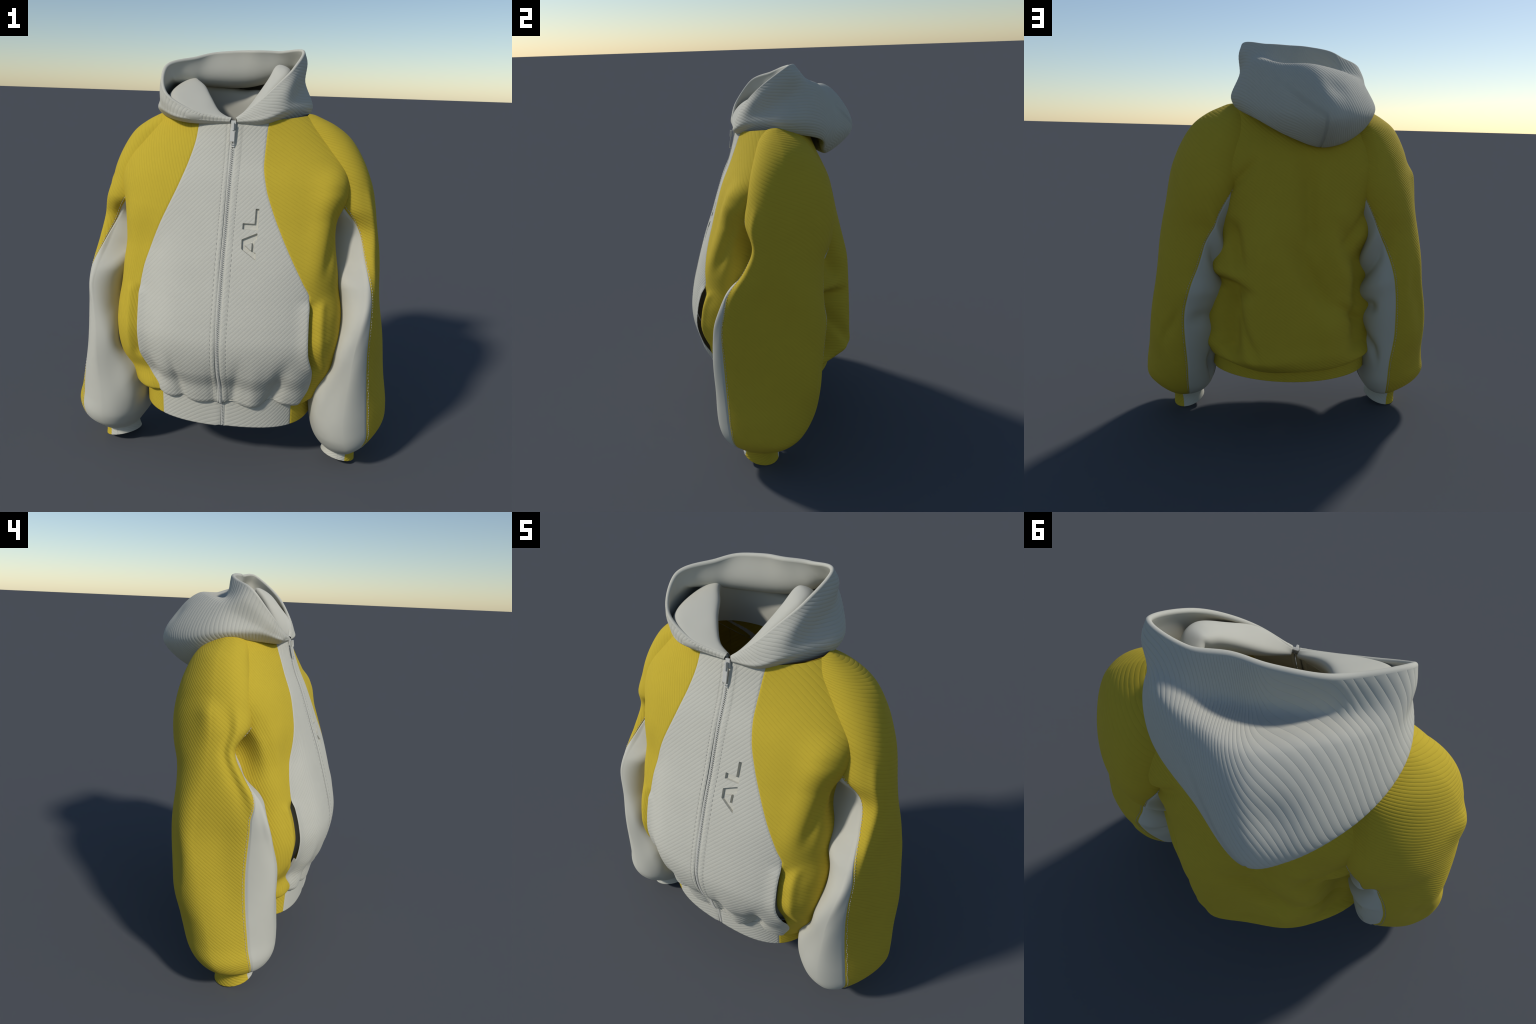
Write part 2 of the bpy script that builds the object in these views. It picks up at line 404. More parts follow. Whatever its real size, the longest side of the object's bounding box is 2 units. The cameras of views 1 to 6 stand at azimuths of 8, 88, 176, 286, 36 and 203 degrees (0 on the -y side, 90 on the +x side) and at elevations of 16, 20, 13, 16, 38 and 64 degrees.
P, S, TH, V, PERIM = build_torso_grid(STEP)
torso = Sheet.grid({'P': P, 'S': S, 'TH': TH, 'V': V}, P.shape[:2], wrap=True)
if torso.F['N'][np.argmin(torso.F['P'][:, 1])][1] > 0:
    torso.T = torso.T[:, ::-1].copy(); torso.normals()
torso.F['P'] += torso.F['N'] * torso_folds(torso.F['P'], torso.F['TH'])[:, None]
torso.normals()
torso.F['G'] = seam_field(torso.F['P'])
# cells that straddle the angle seam at the back have broken S: keep S continuous by using |.| there
wrapbad = np.ptp(torso.F['S'][torso.T], axis=1) > 1.0
torso_main, torso_strip = torso.take(~wrapbad), torso.take(wrapbad)
torso_strip.F['S'] = np.abs(torso_strip.F['S']); torso_strip.F['TH'] = np.abs(torso_strip.F['TH'])

white = torso_main.clip(torso_main.F['G'])
yellow = torso_main.clip(-torso_main.F['G'])
yellow = yellow.clip(arm_hole(yellow.F['P']) - .80)

HALF_GAP = .0115
def white_phase(s):
    return rotate_phase(s.F['P'][:, 0], s.F['V'], 46)
def pocket_window(P):
    z = P[:, 2]
    return smooth01((z - .555) / .07) * smooth01((.935 - z) / .05)

for name_side in (1, -1):
    f = (white.F['P'][:, 0] - ZIP_X) * name_side - HALF_GAP
    half = white.clip(f)
    fa, fl = letter_fields(half.F['P'])
    d_zip = (half.F['P'][:, 0] - ZIP_X) * name_side - HALF_GAP
    def white_height(s):
        x = s.F['P'][:, 0]
        dz = (x - ZIP_X) * name_side - HALF_GAP
        edge = np.minimum(s.F['G'], np.maximum(dz, 0))
        h = ribbed(s, white_phase(s), .0004, edge)
        stitch = (.021 if name_side < 0 else .027)
        h = h - .0007 * bump(dz - stitch, .0025) + .0012 * smooth01((stitch - dz) / .012)
        h = h + .011 * pocket_window(s.F['P']) * bump(s.F['G'], .035)      # the pocket mouth stands open
        return h
    if name_side > 0:
        rest = half.clip(-np.maximum(fa, fl))
        sheet_object('front_panel', rest, white_height(rest), M_WHT, phase=white_phase(rest))
        for fld, nm in ((0, 'debossed_letter_a'), (1, 'debossed_letter_l')):
            piece = half.clip(letter_fields(half.F['P'])[fld])
            piece = piece.split_keep(letter_fields(piece.F['P'])[fld] - .0022)
            piece = piece.split_keep(letter_fields(piece.F['P'])[fld] - .0010)
            d = letter_fields(piece.F['P'])[fld]
            k = np.clip(d / .0022, 0, 1)
            sheet_object(nm, piece, white_height(piece) * (1 - .5 * k) - .0115 * k, M_WHT, phase=white_phase(piece) * .6)
    else:
        sheet_object('front_panel', half, white_height(half), M_WHT, phase=white_phase(half))

def yellow_height(s, degrees, mirror=1):
    G = -s.F['G']; P_ = s.F['P']
    w = pocket_window(P_)
    front = P_[:, 1] < .0
    edge = np.where(front, G, 1)
    h = ribbed(s, rotate_phase(s.F['S'], s.F['V'], degrees), .0005, edge)
    return h - np.where(front, .016 * w * bump(G, .03), 0) + np.where(front, .008 * w * bump(G - .055, .018), 0)

SIDE = 1.75
th = yellow.F['TH']
def put_yellow(name, q, degrees):
    sheet_object(name, q, yellow_height(q, degrees), M_YEL, phase=rotate_phase(q.F['S'], q.F['V'], degrees))
put_yellow('side_front_panel', yellow.clip(np.minimum(th, SIDE - th)), -31)
put_yellow('side_front_panel', yellow.clip(np.minimum(-th, SIDE + th)), -70)
back = join([torso_strip, yellow.clip(np.abs(th) - SIDE)])
back_s = back.F['S'].copy()
back.F['S'] = np.where(back.F['TH'] < 0, back.F['S'] + PERIM, back.F['S'])
back.F['S'] = -back.F['P'][:, 0]
put_yellow('back_panel', back, -38)

# ------------------------------------------------------------------ sleeves
FRONT_SEAM = np.array([[1.45, -40], [1.37, -14], [1.31, -3], [1.236, 2], [1.146, 8], [1.0, 12], [.87, 20], [.60, 30], [.20, 35], [.08, 35]])
BACK_SEAM = np.array([[1.45, 250], [1.30, 224], [1.20, 203], [1.08, 187], [1.0, 181], [.70, 182], [.30, 196], [.08, 198]])
BACK_SEAM_L = np.array([[1.45, 250], [1.30, 224], [1.20, 202], [1.08, 184], [1.0, 177], [.70, 172], [.30, 172], [.08, 172]])
FRONT_SEAM_L = np.array([[1.45, -40], [1.37, -14], [1.31, -3], [1.18, 3], [1.08, 12], [.99, 25], [.90, 40], [.60, 48], [.30, 46], [.20, 42], [.08, 40]])

def sleeve_folds(z, psi, arm):
    """psi in degrees from -90 (inside) over 0 (front), 90 (outside), 180 (back) to 270 (inside again)"""
    h = np.zeros_like(z); u = psi / 100.0
    # the fore arm flares like a bell: a hollow above it on the inner front, a crest from elbow to inner hem
    h += -(.105 if arm < 0 else .085) * fold_line(u, z, (-.32, .98), (-.50, .62), .25, .3)
    h += -.050 * fold_line(u, z, (-.25, 1.24), (-.25, 1.02), .28, .3)
    h += .018 * fold_line(u, z, (.10, .95), (-.40, .36), .10)
    h += -.014 * fold_line(u, z, (-.62, .50), (-.20, .62), .05)
    h += .012 * bump(u + .45, .35) * bump(z - .28, .13)
    # outside drapes
    h += .008 * fold_line(u, z, (.55, 1.35), (.25, .95), .10)
    if arm > 0:
        h += -.012 * fold_line(u, z, (1.75, .62), (1.5, .50), .06)
        folds = ((1.80, 1.16, 2.5, .86, .024, .050), (1.95, .98, 2.7, .76, -.028, .045), (1.80, .78, 2.7, .74, .022, .060),
                 (1.95, .62, 2.5, .60, -.024, .045), (2.3, .36, 2.5, .22, -.026, .04))
    else:
        h += -.012 * fold_line(u, z, (.72, 1.36), (.42, .98), .13) - .010 * fold_line(u, z, (.75, .90), (.60, .45), .15)
        h += -.012 * fold_line(u, z, (1.45, .85), (1.2, .60), .14)
        h += .008 * fold_line(u, z, (1.1, 1.0), (.95, .5), .16)
        h += .018 * fold_line(u, z, (1.02, 1.46), (.90, 1.30), .14, .5)
        folds = ((1.78, 1.12, 2.5, .90, .022, .050), (1.80, 1.00, 2.6, .78, -.026, .040), (1.80, .84, 2.6, .72, .022, .06),
                 (2.1, .68, 2.6, .66, -.034, .035), (2.0, .40, 2.5, .54, -.024, .05))
    for a, b, c, d, am, w in folds:
        h += am * fold_line(u, z, (a, b), (c, d), w)
    h += .004 * np.sin(4 * u + 9 * z) * np.sin(7 * z + 2 * u)
    return h * smooth01((z - .12) / .1) * smooth01((1.45 - z) / .1)

AXIS_Y = -.08
def wall_table():
    """distance of the finished torso cloth from an upright axis, by angle and height"""
    P = torso.F['P']; na, nz = 361, 220
    ang = np.arctan2(P[:, 0], -(P[:, 1] - AXIS_Y)); rad = np.hypot(P[:, 0], P[:, 1] - AXIS_Y)
    ia = np.round((ang + np.pi) / (2 * np.pi) * (na - 1)).astype(int); iz = np.clip(np.round((P[:, 2] - .44) / 1.26 * (nz - 1)).astype(int), 0, nz - 1)
    ok = P[:, 2] > .43
    tab = np.zeros((nz, na)); cnt = np.zeros((nz, na))
    np.add.at(tab, (iz[ok], ia[ok]), rad[ok]); np.add.at(cnt, (iz[ok], ia[ok]), 1)
    tab = np.where(cnt > 0, tab / np.maximum(cnt, 1), np.nan)
    for k in range(nz):
        good = ~np.isnan(tab[k])
        tab[k] = np.interp(np.arange(na), np.where(good)[0], tab[k][good]) if good.sum() > 20 else 0
    return tab
WALL = wall_table()
def outside_torso(P):
    nz, na = WALL.shape
    ang = np.arctan2(P[:, 0], -(P[:, 1] - AXIS_Y)); rad = np.hypot(P[:, 0], P[:, 1] - AXIS_Y)
    fa = (ang + np.pi) / (2 * np.pi) * (na - 1); fz = np.clip((P[:, 2] - .44) / 1.26 * (nz - 1), 0, nz - 1.001)
    a0 = np.minimum(fa.astype(int), na - 2); z0 = fz.astype(int); ta, tz = fa - a0, fz - z0
    R = ((WALL[z0, a0] * (1 - ta) + WALL[z0, a0 + 1] * ta) * (1 - tz) + (WALL[z0 + 1, a0] * (1 - ta) + WALL[z0 + 1, a0 + 1] * ta) * tz)
    return np.where(P[:, 2] < .46, 1.0, rad - R)

def build_sleeve(table, arm):
    rows = cubic(table, int(1.72 / STEP)); n = int(1.52 / STEP)
    th = np.linspace(0, 2 * np.pi, 2001); ref = sleeve_section(table[12:13], th)[0]
    arc = np.concatenate([[0], np.cumsum(np.linalg.norm(np.diff(ref[:, :2], axis=0), axis=1))])
    # start the angle at the inner side so the join hides against the body
    a = np.linspace(0, arc[-1], n); t0 = math.radians(270)
    t = np.interp(a, arc, th) + t0 - 2 * np.pi
    P = sleeve_section(rows, t)
    prof = np.concatenate([[0], np.cumsum(np.linalg.norm(np.diff(P[:, n // 2], axis=0), axis=1))])
    P[..., 0] *= arm
    run = np.concatenate([np.zeros((len(P), 1)), np.cumsum(np.linalg.norm(np.diff(P[..., :2], axis=1), axis=2), 1)], 1)
    run -= run[:, [int(np.argmin(np.abs(np.degrees(t) - 90)))]]
    F = {'P': P, 'S': run, 'V': np.broadcast_to(-prof[:, None], P.shape[:2]).copy(),
         'PSI': np.broadcast_to(np.degrees(t)[None], P.shape[:2]).copy()}
    s = Sheet.grid(F, P.shape[:2])
    i = np.argmax(s.F['P'][:, 0] * arm)
    if s.F['N'][i][0] * arm < 0:
        s.T = s.T[:, ::-1].copy(); s.normals()
    s.F['P'] += s.F['N'] * sleeve_folds(s.F['P'][:, 2], s.F['PSI'], arm)[:, None]; s.normals()
    # drop what lies inside the torso
    s = s.clip(outside_torso(s.F['P']) + .003)
    z = s.F['P'][:, 2]; p = s.F['PSI']                         # p runs -90 .. 270
    fs, bs_ = (FRONT_SEAM, BACK_SEAM) if arm > 0 else (FRONT_SEAM_L, BACK_SEAM_L)
    pf = pchip(fs[::-1, 0], fs[::-1, 1], z); pb = pchip(bs_[::-1, 0], bs_[::-1, 1], z)
    per = arc[-1] / 360.0
    s.F['E'] = np.minimum(p - pf, pb - p) * per                 # > 0 on the yellow outer panel
    s.F['E'] = np.maximum(s.F['E'], (z - 1.44) * .8)
    return s

def sleeve_parts(table, arm):
    s = build_sleeve(table, arm)
    empty = bpy.data.objects.new('sleeve', None); bpy.context.scene.collection.objects.link(empty); empty.parent = ROOT
    outer, inner = s.clip(s.F['E']), s.clip(-s.F['E'])
    slope = math.tan(math.radians(40)) * (1 - (.5 * smooth01((outer.F['P'][:, 2] - 1.05) / .35) if arm > 0 else 0))
    count = (outer.F['V'] + outer.F['S'] * slope * arm) * math.cos(math.radians(38)) / PITCH
    h = ribbed(outer, count, .0003, outer.F['E'], edge_width=.005)
    h = h - .0012 * bump(outer.F['E'] - .010, .002)
    sheet_object('outer_sleeve_panel', outer, h, M_YEL, empty, phase=count)
    k = smooth01(-inner.F['E'] / .012)
    sheet_object('inner_sleeve_panel', inner, -.0022 + .0032 * k, M_LIN, empty)
    # sewing dashes beside both seams
    parts = []
    for tab, sgn in ((FRONT_SEAM, 1), (BACK_SEAM, -1)):
        band = np.abs(np.degrees(0) + outer.F['E'] - .0095) < .0026
        zz = outer.F['P'][:, 2]
        side = (outer.F['PSI'] < 90) if sgn > 0 else (outer.F['PSI'] > 90)
        sel = np.where(band & side & (zz < 1.36) & (zz > .13))[0]
        o = sel[np.argsort(-zz[sel])]
        pts = outer.F['P'][o] + outer.F['N'][o] * .0006
        bins = np.round((1.36 - zz[o]) / .0035).astype(int)
        path = np.array([pts[bins == b].mean(0) for b in np.unique(bins)])
        path = path[:len(path) // 3 * 3]
        for j in range(0, len(path) - 2, 3):
            parts.append(tube(path[[j, j + 1, j + 2]] * 1.0 - (path[j + 2] - path[j]) * np.array([[0], [0], [.12]]), .0011, 5))
    V_, Q_ = merge(parts)
    new_object('seam_stitching', V_, Q_, M_THREAD, empty, stuff=True)
    # cuff
    bot = table[-1]
    c_top = np.array([(bot[1] + bot[3]) / 2, (bot[6] + bot[8]) / 2, .135]); c_bot = np.array([c_top[0] - .012, c_top[1] - .005, .0])
    rx, ry = (bot[3] - bot[1]) / 2 + .004, (bot[8] - bot[6]) / 2 + .004
    n, m = 220, 60
    a = np.linspace(0, 2 * np.pi, n, endpoint=False); v = np.linspace(0, 1, m)
    g = np.zeros((m, n, 3)); taper = 1 + .06 * np.cos(v * 5) - .06 * v
    ctr = c_top + (c_bot - c_top) * v[:, None]
    g[..., 0] = ctr[:, :1] + rx * taper[:, None] * np.sin(a); g[..., 1] = ctr[:, 1:2] - ry * taper[:, None] * np.cos(a)
    tilt = .028 * (1 + np.cos(a - 5.5)) * v[:, None]
    g[..., 2] = ctr[:, 2:] + tilt
    # inner turn-up of the cuff
    inner_g = g[::-1][:m // 2].copy(); c2 = ctr[::-1][:m // 2, None]
    inner_g[..., :2] = c2[..., :2] + (inner_g[..., :2] - c2[..., :2]) * .90
    full = np.concatenate([g, inner_g]); full[..., 0] *= arm
    outm = np.concatenate([np.ones(m), np.zeros(m // 2)])
    F = {'P': full, 'A': np.broadcast_to(np.degrees(a)[None], full.shape[:2]).copy(),
         'S': np.broadcast_to((a * .085)[None], full.shape[:2]).copy(), 'V': np.broadcast_to(-np.concatenate([v, v[::-1][:m // 2]])[:, None] * .13, full.shape[:2]).copy(),
         'O': np.broadcast_to(outm[:, None], full.shape[:2]).copy()}
    cs = Sheet.grid(F, full.shape[:2], wrap=True)
    i = np.argmax(cs.F['P'][:, 0] * arm)
    if cs.F['N'][i][0] * arm < 0: cs.T = cs.T[:, ::-1].copy(); cs.normals()
    bad = np.ptp(cs.F['A'][cs.T], axis=1) > 180
    E = np.minimum(cs.F['A'] - 25, 165 - cs.F['A'])
    cs.F['E'] = E
    cyl, strip = cs.take(~bad), cs.take(bad)
    for part, mat in ((cyl.clip(cyl.F['E']), M_YEL), (join([strip, cyl.clip(-cyl.F['E'])]), M_WHT)):
        ph = rotate_phase(part.F['S'], part.F['V'], 38)
        sheet_object('cuff', part, part.F['O'] * .0006 * (rib(ph) - .75), mat, empty, phase=ph)

sleeve_parts(SLEEVE_R, 1)
sleeve_parts(SLEEVE_L, -1)

# ------------------------------------------------------------------ waistband
def waistband():
    n, m = int(2.45 / STEP), 56
    t = np.linspace(0, 2 * np.pi, n, endpoint=False)
    v = np.linspace(0, 1, m)
    rows_top = np.array([[.45, -.350, .352, .430, -.02, 2.9, 2.0]]); rows_bot = np.array([[.248, -.338, .330, .432, -.01, 2.9, 2.0]])
    rows = rows_top + (rows_bot - rows_top) * v[:, None]
    def sec(rows):
        P = torso_section(rows, t); c = np.cos(t)[None]; s = np.sin(t)[None]
        w = ((rows_top[0, 0] - rows[:, :1]) / (rows_top[0, 0] - rows_bot[0, 0]))
        P[..., 2] = rows[:, :1] + w * (.064 * (1 - c) / 2 + .014 * np.abs(np.sin(t)) ** 2)
        P[..., 2] += .006 * np.sin(3.3 * t + 1.2) * (c > -.3) * w
        return P
    P = sec(rows)
    inner = sec(rows[::-1][:m // 2]); inner[..., :2] *= .975
    full = np.concatenate([P, inner])
    out = np.concatenate([np.ones(m), np.zeros(m // 2)])
    Sarc = np.where(t > np.pi, t - 2 * np.pi, t) * .39
    shp = full.shape[:2]
    s = Sheet.grid({'P': full, 'S': np.broadcast_to(Sarc[None], shp).copy(), 'V': np.broadcast_to(-np.concatenate([v, v[::-1][:m // 2]])[:, None] * .17, shp).copy(),
                    'O': np.broadcast_to(out[:, None], shp).copy()}, shp, wrap=True)
    i = np.argmin(s.F['P'][:, 1])
    if s.F['N'][i][1] > 0: s.T = s.T[:, ::-1].copy(); s.normals()
    bad = np.ptp(s.F['S'][s.T], axis=1) > 1
    main, strip = s.take(~bad), s.take(bad); strip.F['S'] = np.abs(strip.F['S'])
    def g(q):
        x = q.F['P'][:, 0]; f = np.minimum(.338 - x, x + .285)
        return np.where(q.F['P'][:, 1] < 0, f, -1)
    def put(q, deg, mat, edge):
        sheet_object('waistband', q, q.F['O'] * ribbed(q, rotate_phase(q.F['S'], q.F['V'], deg), .0005, edge), mat, phase=rotate_phase(q.F['S'], q.F['V'], deg))
    w = main.clip(g(main)); y = main.clip(-g(main))
    for sg in (1, -1):
        hf = w.clip((w.F['P'][:, 0] - ZIP_X - .006) * sg - .011)
        put(hf, 37, M_WHT, np.minimum(g(hf), np.maximum((hf.F['P'][:, 0] - ZIP_X - .006) * sg - .011, 0)))
    y = join([strip, y]); y.F['S'] = np.where(y.F['S'] < 0, y.F['S'] + .39 * 2 * np.pi, y.F['S'])
    put(y, -35, M_YEL, np.where(y.F['P'][:, 1] < 0, -g(y), 1))
waistband()

# ------------------------------------------------------------------ hood
# stations from the zip round the right, the back and the left to the zip again; each one a strand of cloth:
# neckline, stand crest inside, stand crest outside, bottom fold, outer low, middle, trough, rim
HOOD = np.array([
    [(.026, -.165, 1.664), (.026, -.160, 1.672), (.025, -.166, 1.678), (.030, -.172, 1.664), (.032, -.178, 1.668), (.031, -.179, 1.673), (.028, -.178, 1.678), (.024, -.173, 1.681)],
    [(.130, -.125, 1.664), (.080, -.098, 1.742), (.112, -.140, 1.752), (.138, -.150, 1.662), (.152, -.170, 1.680), (.148, -.168, 1.705), (.138, -.160, 1.732), (.124, -.150, 1.756)],
    [(.225, -.060, 1.672), (.138, -.018, 1.842), (.170, -.068, 1.828), (.212, -.098, 1.680), (.232, -.116, 1.708), (.228, -.120, 1.750), (.216, -.112, 1.792), (.194, -.100, 1.828)],
    [(.270, .000, 1.676), (.165, .040, 1.905), (.218, .006, 1.890), (.272, .006, 1.672), (.302, -.002, 1.722), (.272, -.008, 1.800), (.268, -.018, 1.862), (.256, -.022, 1.902)],
    [(.282, .055, 1.665), (.172, .075, 1.902), (.210, .085, 1.895), (.298, .086, 1.678), (.335, .100, 1.730), (.292, .110, 1.860), (.298, .115, 1.935), (.286, .098, 1.983)],
    [(.195, .165, 1.650), (.125, .190, 1.800), (.135, .220, 1.800), (.215, .260, 1.635), (.255, .258, 1.708), (.222, .225, 1.895), (.194, .182, 1.928), (.168, .140, 1.982)],
    [(.085, .198, 1.645), (.045, .200, 1.795), (.055, .240, 1.797), (.065, .298, 1.560), (.080, .368, 1.655), (.095, .268, 1.882), (.072, .178, 1.880), (.060, .122, 1.980)],
    [(-.020, .200, 1.642), (-.030, .205, 1.795), (-.030, .245, 1.798), (-.095, .325, 1.512), (-.108, .468, 1.632), (-.055, .292, 1.880), (-.042, .160, 1.860), (-.038, .118, 1.975)],
    [(-.125, .196, 1.645), (-.105, .190, 1.812), (-.115, .230, 1.815), (-.185, .282, 1.525), (-.198, .418, 1.640), (-.175, .215, 1.865), (-.145, .122, 1.862), (-.130, .098, 1.965)],
    [(-.235, .160, 1.650), (-.180, .155, 1.828), (-.205, .190, 1.830), (-.300, .195, 1.585), (-.325, .262, 1.660), (-.280, .125, 1.838), (-.240, .075, 1.866), (-.215, .045, 1.942)],
    [(-.295, .050, 1.660), (-.215, .048, 1.845), (-.262, .020, 1.830), (-.360, .040, 1.680), (-.388, .045, 1.705), (-.350, .000, 1.795), (-.345, -.040, 1.850), (-.332, -.076, 1.890)],
    [(-.275, -.030, 1.665), (-.165, -.042, 1.812), (-.258, -.126, 1.776), (-.300, -.085, 1.672), (-.332, -.108, 1.702), (-.326, -.136, 1.732), (-.316, -.155, 1.755), (-.300, -.168, 1.776)],
    [(-.190, -.090, 1.664), (-.120, -.105, 1.762), (-.178, -.176, 1.718), (-.205, -.160, 1.660), (-.230, -.182, 1.676), (-.225, -.190, 1.690), (-.212, -.193, 1.704), (-.192, -.190, 1.716)],
    [(-.090, -.140, 1.662), (-.065, -.148, 1.704), (-.090, -.176, 1.694), (-.100, -.166, 1.658), (-.112, -.180, 1.668), (-.110, -.185, 1.677), (-.105, -.188, 1.686), (-.097, -.186, 1.692)],
    [(.002, -.165, 1.664), (.002, -.160, 1.672), (.003, -.166, 1.678), (-.002, -.172, 1.664), (-.004, -.178, 1.668), (-.003, -.179, 1.673), (.000, -.178, 1.678), (.004, -.173, 1.681)]])

def build_hood():
    nu = int(2.15 / STEP)
    strands = HOOD.transpose(1, 0, 2)                                   # levels, stations
    wts = np.concatenate([[0], np.cumsum(np.linalg.norm(np.diff(HOOD[:, 7], axis=0), axis=1) * .5 + np.linalg.norm(np.diff(HOOD[:, 4], axis=0), axis=1) * .5)])
    around = np.stack([cubic(l, nu, weights=wts) for l in strands])      # levels, nu, 3
    def along(levels, n):
        w = np.concatenate([[0], np.cumsum(np.linalg.norm(np.diff(around[levels], axis=0), axis=2).mean(1) ** .8)])
        return cubic(around[levels], n, weights=w)
    lining = along(list(range(8)), 150)[:, ::3]
    full = along(list(range(8)), 420)
    lev = np.linspace(0, 1, 420)
    return around, lining, full, lev

around, lining, full, lev = build_hood()
nl, nu = full.shape[:2]
# outer cloth: from just under the bottom fold to the rim
w = np.concatenate([[0], np.cumsum(np.linalg.norm(np.diff(around, axis=0), axis=2).mean(1) ** .8)]); w /= w[-1]
k0 = int(nl * (w[3] * .35 + w[2] * .65))
outer = full[k0:]
arcv = np.cumsum(np.concatenate([np.zeros((1, nu)), np.linalg.norm(np.diff(outer, axis=0), axis=2)]), 0)
arcu = np.cumsum(np.concatenate([np.zeros((len(outer), 1)), np.linalg.norm(np.diff(outer, axis=1), axis=2)], 1), 1)
hs = Sheet.grid({'P': outer, 'AV': arcv, 'AU': arcu, 'U': np.broadcast_to(np.linspace(0, 1, nu)[None], outer.shape[:2]).copy(),
                 'W': np.broadcast_to(np.linspace(0, 1, len(outer))[:, None], outer.shape[:2]).copy()}, outer.shape[:2])
i = np.argmax(hs.F['P'][:, 1])
if hs.F['N'][i][1] < 0: hs.T = hs.T[:, ::-1].copy(); hs.normals()
def hood_phase(F):
    """rings that follow the bottom fold on the right half; past the middle of the back they swing down the left half"""
    q, d = F['AV'] - .58, F['DL']
    w = 1 - .70 * smooth01((d + .50) / .9)
    a = np.cumsum(np.concatenate([[0], 1.0 * smooth01((np.linspace(-1.2, 1.2, 600)[1:] + .38) / .60) * 2.4 / 599]))
    swing = q * w + np.interp(d, np.linspace(-1.2, 1.2, 600), a)
    low = smooth01((-.12 - q) / .05) * smooth01(-d / .02) * smooth01((.30 + d) / .2)      # beside the middle seam the right half keeps its rings
    return (swing * (1 - low) + q * low) / (PITCH * 1.03)
jc = int(np.argmax(around[4][:, 1]))                                 # the strand of the hood's lowest tip
ring = around[4] * .5 + around[5] * .5
ringarc = np.concatenate([[0], np.cumsum(np.linalg.norm(np.diff(ring, axis=0), axis=1))])
hs.F['DL'] = np.broadcast_to((ringarc - ringarc[jc])[None], outer.shape[:2]).ravel().copy()
rim_edge = (hs.F['P'] + hs.F['N'] * .004)[-nu:]
hs = hs.clip(np.maximum(np.maximum(outside_torso(hs.F['P']) + .002, hs.F['P'][:, 2] - 1.66), .10 - hs.F['P'][:, 1])); hs.normals()
Wt = hs.F['W']
edge = np.minimum((1 - Wt) * .4, np.minimum(hs.F['U'], 1 - hs.F['U']) * 2.0)
hgt = .004 + .0007 * (rib(hood_phase(hs.F)) - .75) * smooth01(edge / .012)
hgt -= .003 * bump(hs.F['DL'], .004) * smooth01((.46 - hs.F['AV']) / .05)
hgt -= .012 * bump(np.linalg.norm(hs.F['P'] - np.array([-.13, .375, 1.765]), axis=1), .06)
sheet_object('hood', hs, hgt, M_HOOD, phase=hood_phase(hs.F))
ls = Sheet.grid({'P': lining}, lining.shape[:2])
i = np.argmax(ls.F['P'][:, 1])
if ls.F['N'][i][1] < 0: ls.T = ls.T[:, ::-1].copy(); ls.normals()
# the padded edge: the lining stands well off the outer cloth round the back of the opening
lv = np.broadcast_to(np.linspace(0, 1, lining.shape[0])[:, None], lining.shape[:2]).ravel()
lu = np.broadcast_to(np.linspace(0, 1, lining.shape[1])[None], lining.shape[:2]).ravel()
pad = .007 + .004 * smooth01((lv - w[5]) / .1) + .034 * bump(lv - w[6], .07) * smooth01((lu - .30) / .08) * smooth01((.80 - lu) / .08)
lining_p = ls.F['P'] - ls.F['N'] * pad[:, None]
buried = (outside_torso(ls.F['P']) < .012) & (ls.F['P'][:, 2] < 1.66) & (ls.F['P'][:, 1] > .08) & (lv > (w[1] + w[2]) / 2) & (lv < w[4])
keep = ls.T[~buried[ls.T].any(1)]
used, inv = np.unique(keep, return_inverse=True)
new_object('hood_lining', lining_p[used], inv.reshape(-1, 3), M_LIN)
# rolled rim: a half round from the edge of the outer cloth to the edge of the lining
e_out = rim_edge[::3]; e_in = lining_p.reshape(lining.shape)[-1]
e_dir = (full[-1] - full[-6])[::3]; e_dir /= np.linalg.norm(e_dir, axis=1, keepdims=True)
mid, half_w = (e_out + e_in) / 2, (e_out - e_in) / 2
phi = np.linspace(0, np.pi, 13)
roll = mid[None] + np.cos(phi)[:, None, None] * half_w[None] + np.sin(phi)[:, None, None] * e_dir[None] * np.linalg.norm(half_w, axis=1)[None, :, None]
rs = Sheet.grid({'P': roll}, roll.shape[:2])
new_object('hood_rim', rs.F['P'], rs.T, M_LIN)

# ------------------------------------------------------------------ zip
def centre_line(z):
    rows = pchip(TORSO[:15, 0][::-1], TORSO[:15][::-1], z)
    pts = np.stack([np.full(len(z), ZIP_X), rows[:, 1], z], -1)
    return pts
rows_c = cubic(TORSO, 420)
line = np.stack([np.full(420, ZIP_X), rows_c[:, 1], rows_c[:, 0]], -1)
line = np.concatenate([line, np.stack([np.linspace(ZIP_X, ZIP_X + .006, 40), np.linspace(-.349, -.337, 40), np.linspace(.400, .250, 40)], -1)])
line[:, 1] += .003
tan = np.gradient(line, axis=0); tan /= np.linalg.norm(tan, axis=1, keepdims=True)
side = np.tile([1.0, 0, 0], (len(line), 1)); outw = np.cross(tan, side); outw *= np.where(outw[:, 1:2] > 0, -1, 1)
empty = bpy.data.objects.new('zip_fastener', None); bpy.context.scene.collection.objects.link(empty); empty.parent = ROOT
for sg in (-1, 1):
    a = line + side * sg * .0015 - outw * .0015; b = line + side * sg * .016 - outw * .001
    c = line + side * sg * .016 - outw * .004; d = line + side * sg * .0015 - outw * .0045
    n = len(line); Vz = np.stack([a, b, c, d], 1).reshape(-1, 3)
    idx = np.arange(4 * n).reshape(n, 4); nx = np.roll(idx, -1, 1)
    Qz = np.stack([idx[:-1], nx[:-1], nx[1:], idx[1:]], -1).reshape(-1, 4)
    new_object('zip_tape', Vz, Qz, M_TAPE, empty)
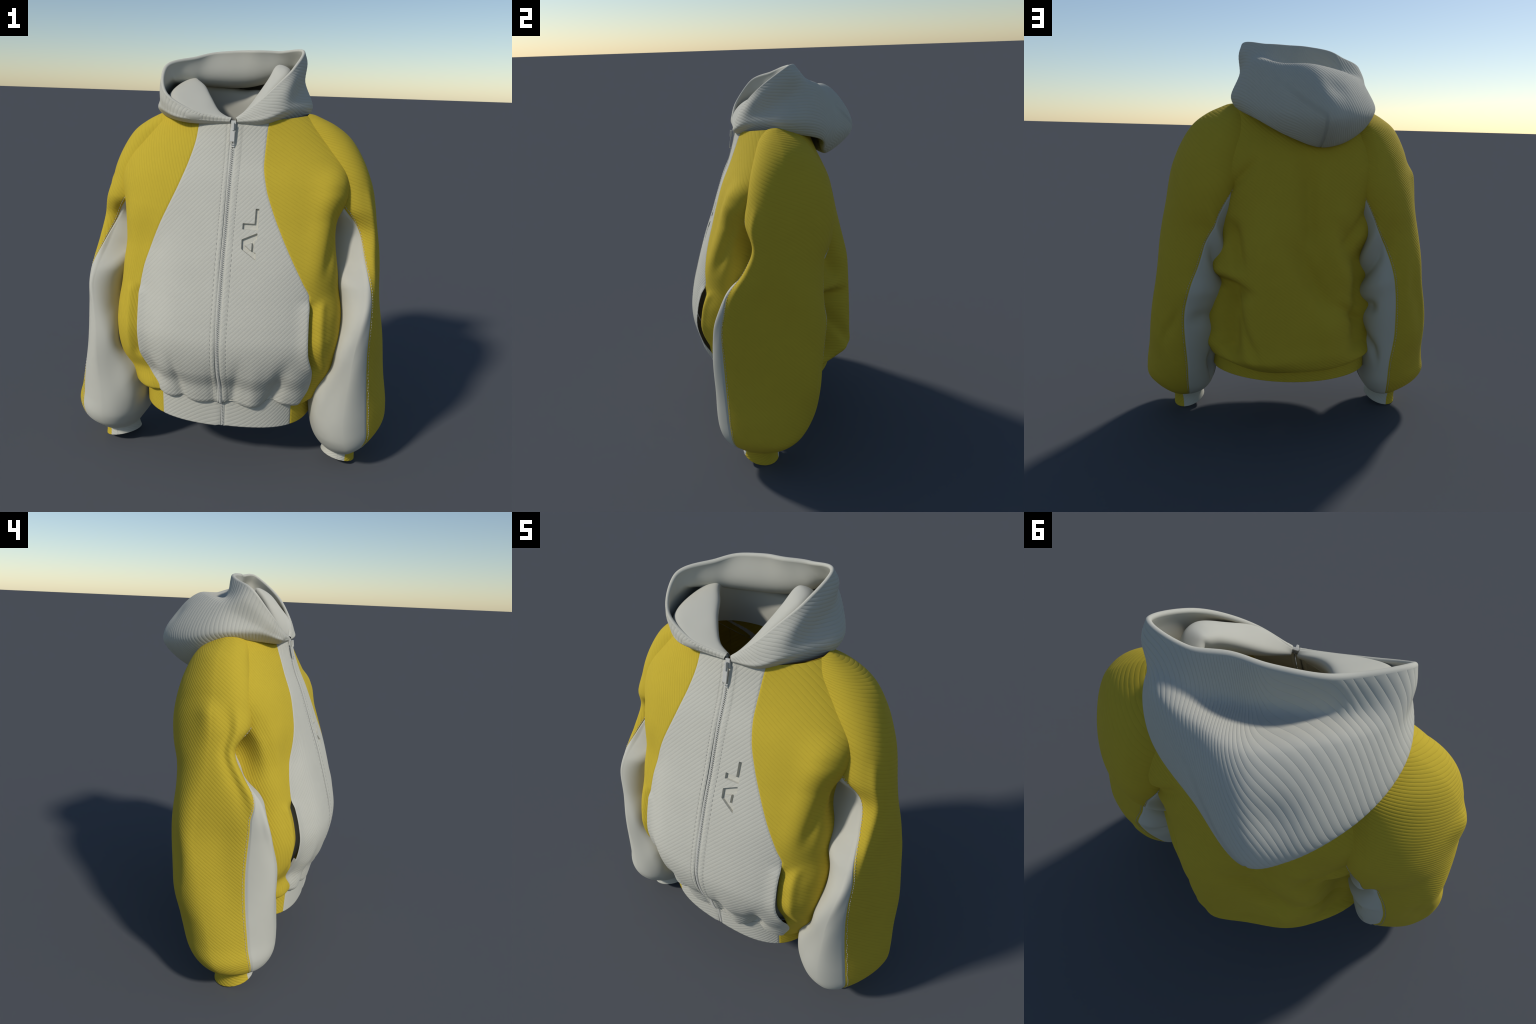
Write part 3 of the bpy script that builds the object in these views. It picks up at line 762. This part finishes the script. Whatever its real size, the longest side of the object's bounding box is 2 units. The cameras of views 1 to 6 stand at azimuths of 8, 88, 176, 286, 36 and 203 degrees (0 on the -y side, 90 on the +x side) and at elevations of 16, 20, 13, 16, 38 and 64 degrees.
arc = np.concatenate([[0], np.cumsum(np.linalg.norm(np.diff(line, axis=0), axis=1))])
parts = []
for j, q in enumerate(np.arange(.12, arc[-1] - .004, .0042)):
    p = np.array([np.interp(q, arc, line[:, k]) for k in range(3)]); t_ = np.array([np.interp(q, arc, tan[:, k]) for k in range(3)]); o_ = np.array([np.interp(q, arc, outw[:, k]) for k in range(3)])
    sg = 1 if j % 2 else -1
    parts.append(box_mesh(p + np.array([sg * .0022, 0, 0]) + o_ * .0008, np.array([1., 0, 0]), t_, o_, (.0066, .0030, .0038)))
Vz, Qz = merge(parts)
new_object('zip_teeth', Vz, Qz, M_ZIP, empty, smooth=False, stuff=True)

def bevelled(name, c, size, tilt, mat, bev=.0015):
    ca, sa = math.cos(tilt), math.sin(tilt)
    V_, Q_ = box_mesh(c, np.array([1., 0, 0]), np.array([0, ca, sa]), np.array([0, -sa, ca]), size)
    ob = new_object(name, V_, Q_, mat, empty, smooth=False)
    m = ob.modifiers.new('edge', 'BEVEL'); m.width = bev; m.segments = 2
    return ob
bevelled('zip_slider', (ZIP_X, -.180, 1.655), (.022, .010, .036), -.12, M_ZIP)
bevelled('slider_bridge', (ZIP_X + .002, -.196, 1.648), (.008, .012, .034), -.12, M_ZIP)
# pull tab: a plate with a rounded ring at its foot
bevelled('pull_tab', (ZIP_X - .001, -.2015, 1.612), (.0205, .0030, .058), -.20, M_ZIP, .001)
ang = np.linspace(np.pi, 2 * np.pi, 18)
ring = np.stack([ZIP_X - .001 + .0092 * np.cos(ang), np.full(18, -.2075) , 1.584 + .0125 * np.sin(ang)], -1)
Vr, Qr = tube(ring, .0016, 6); new_object('pull_ring', Vr, Qr, M_ZIP, empty)
bevelled('zip_slider_tail', (ZIP_X + .003, -.199, 1.566), (.014, .007, .016), -.2, M_ZIP)

# stitch lines along the zip facing
parts = []
for off in (-(HALF_GAP + .021), HALF_GAP + .027):
    q = line[:420] + np.array([off, .0, 0]); q[:, 1] += abs(off) ** 2 * 1.1 - .0045
    for j in range(0, 416, 4):
        parts.append(tube(q[[j, j + 1, j + 2]] , .0006, 5))
Vs, Qs = merge(parts)
new_object('zip_facing_stitching', Vs, Qs, M_SHADETHREAD, stuff=True)

# ------------------------------------------------------------------ pocket linings
for sg in (1, -1):
    band = torso_main.take(np.all((torso_main.F['P'][:, 0] * sg > .2)[torso_main.T], axis=1))
    band = band.clip(.055 - np.abs(band.F['G'])); z = band.F['P'][:, 2]
    band = band.clip(np.minimum(z - .54, .95 - z))
    sheet_object('pocket_lining', band, -.034 + .013 * bump(band.F['G'] + .012, .010) * pocket_window(band.F['P']), M_LIN)
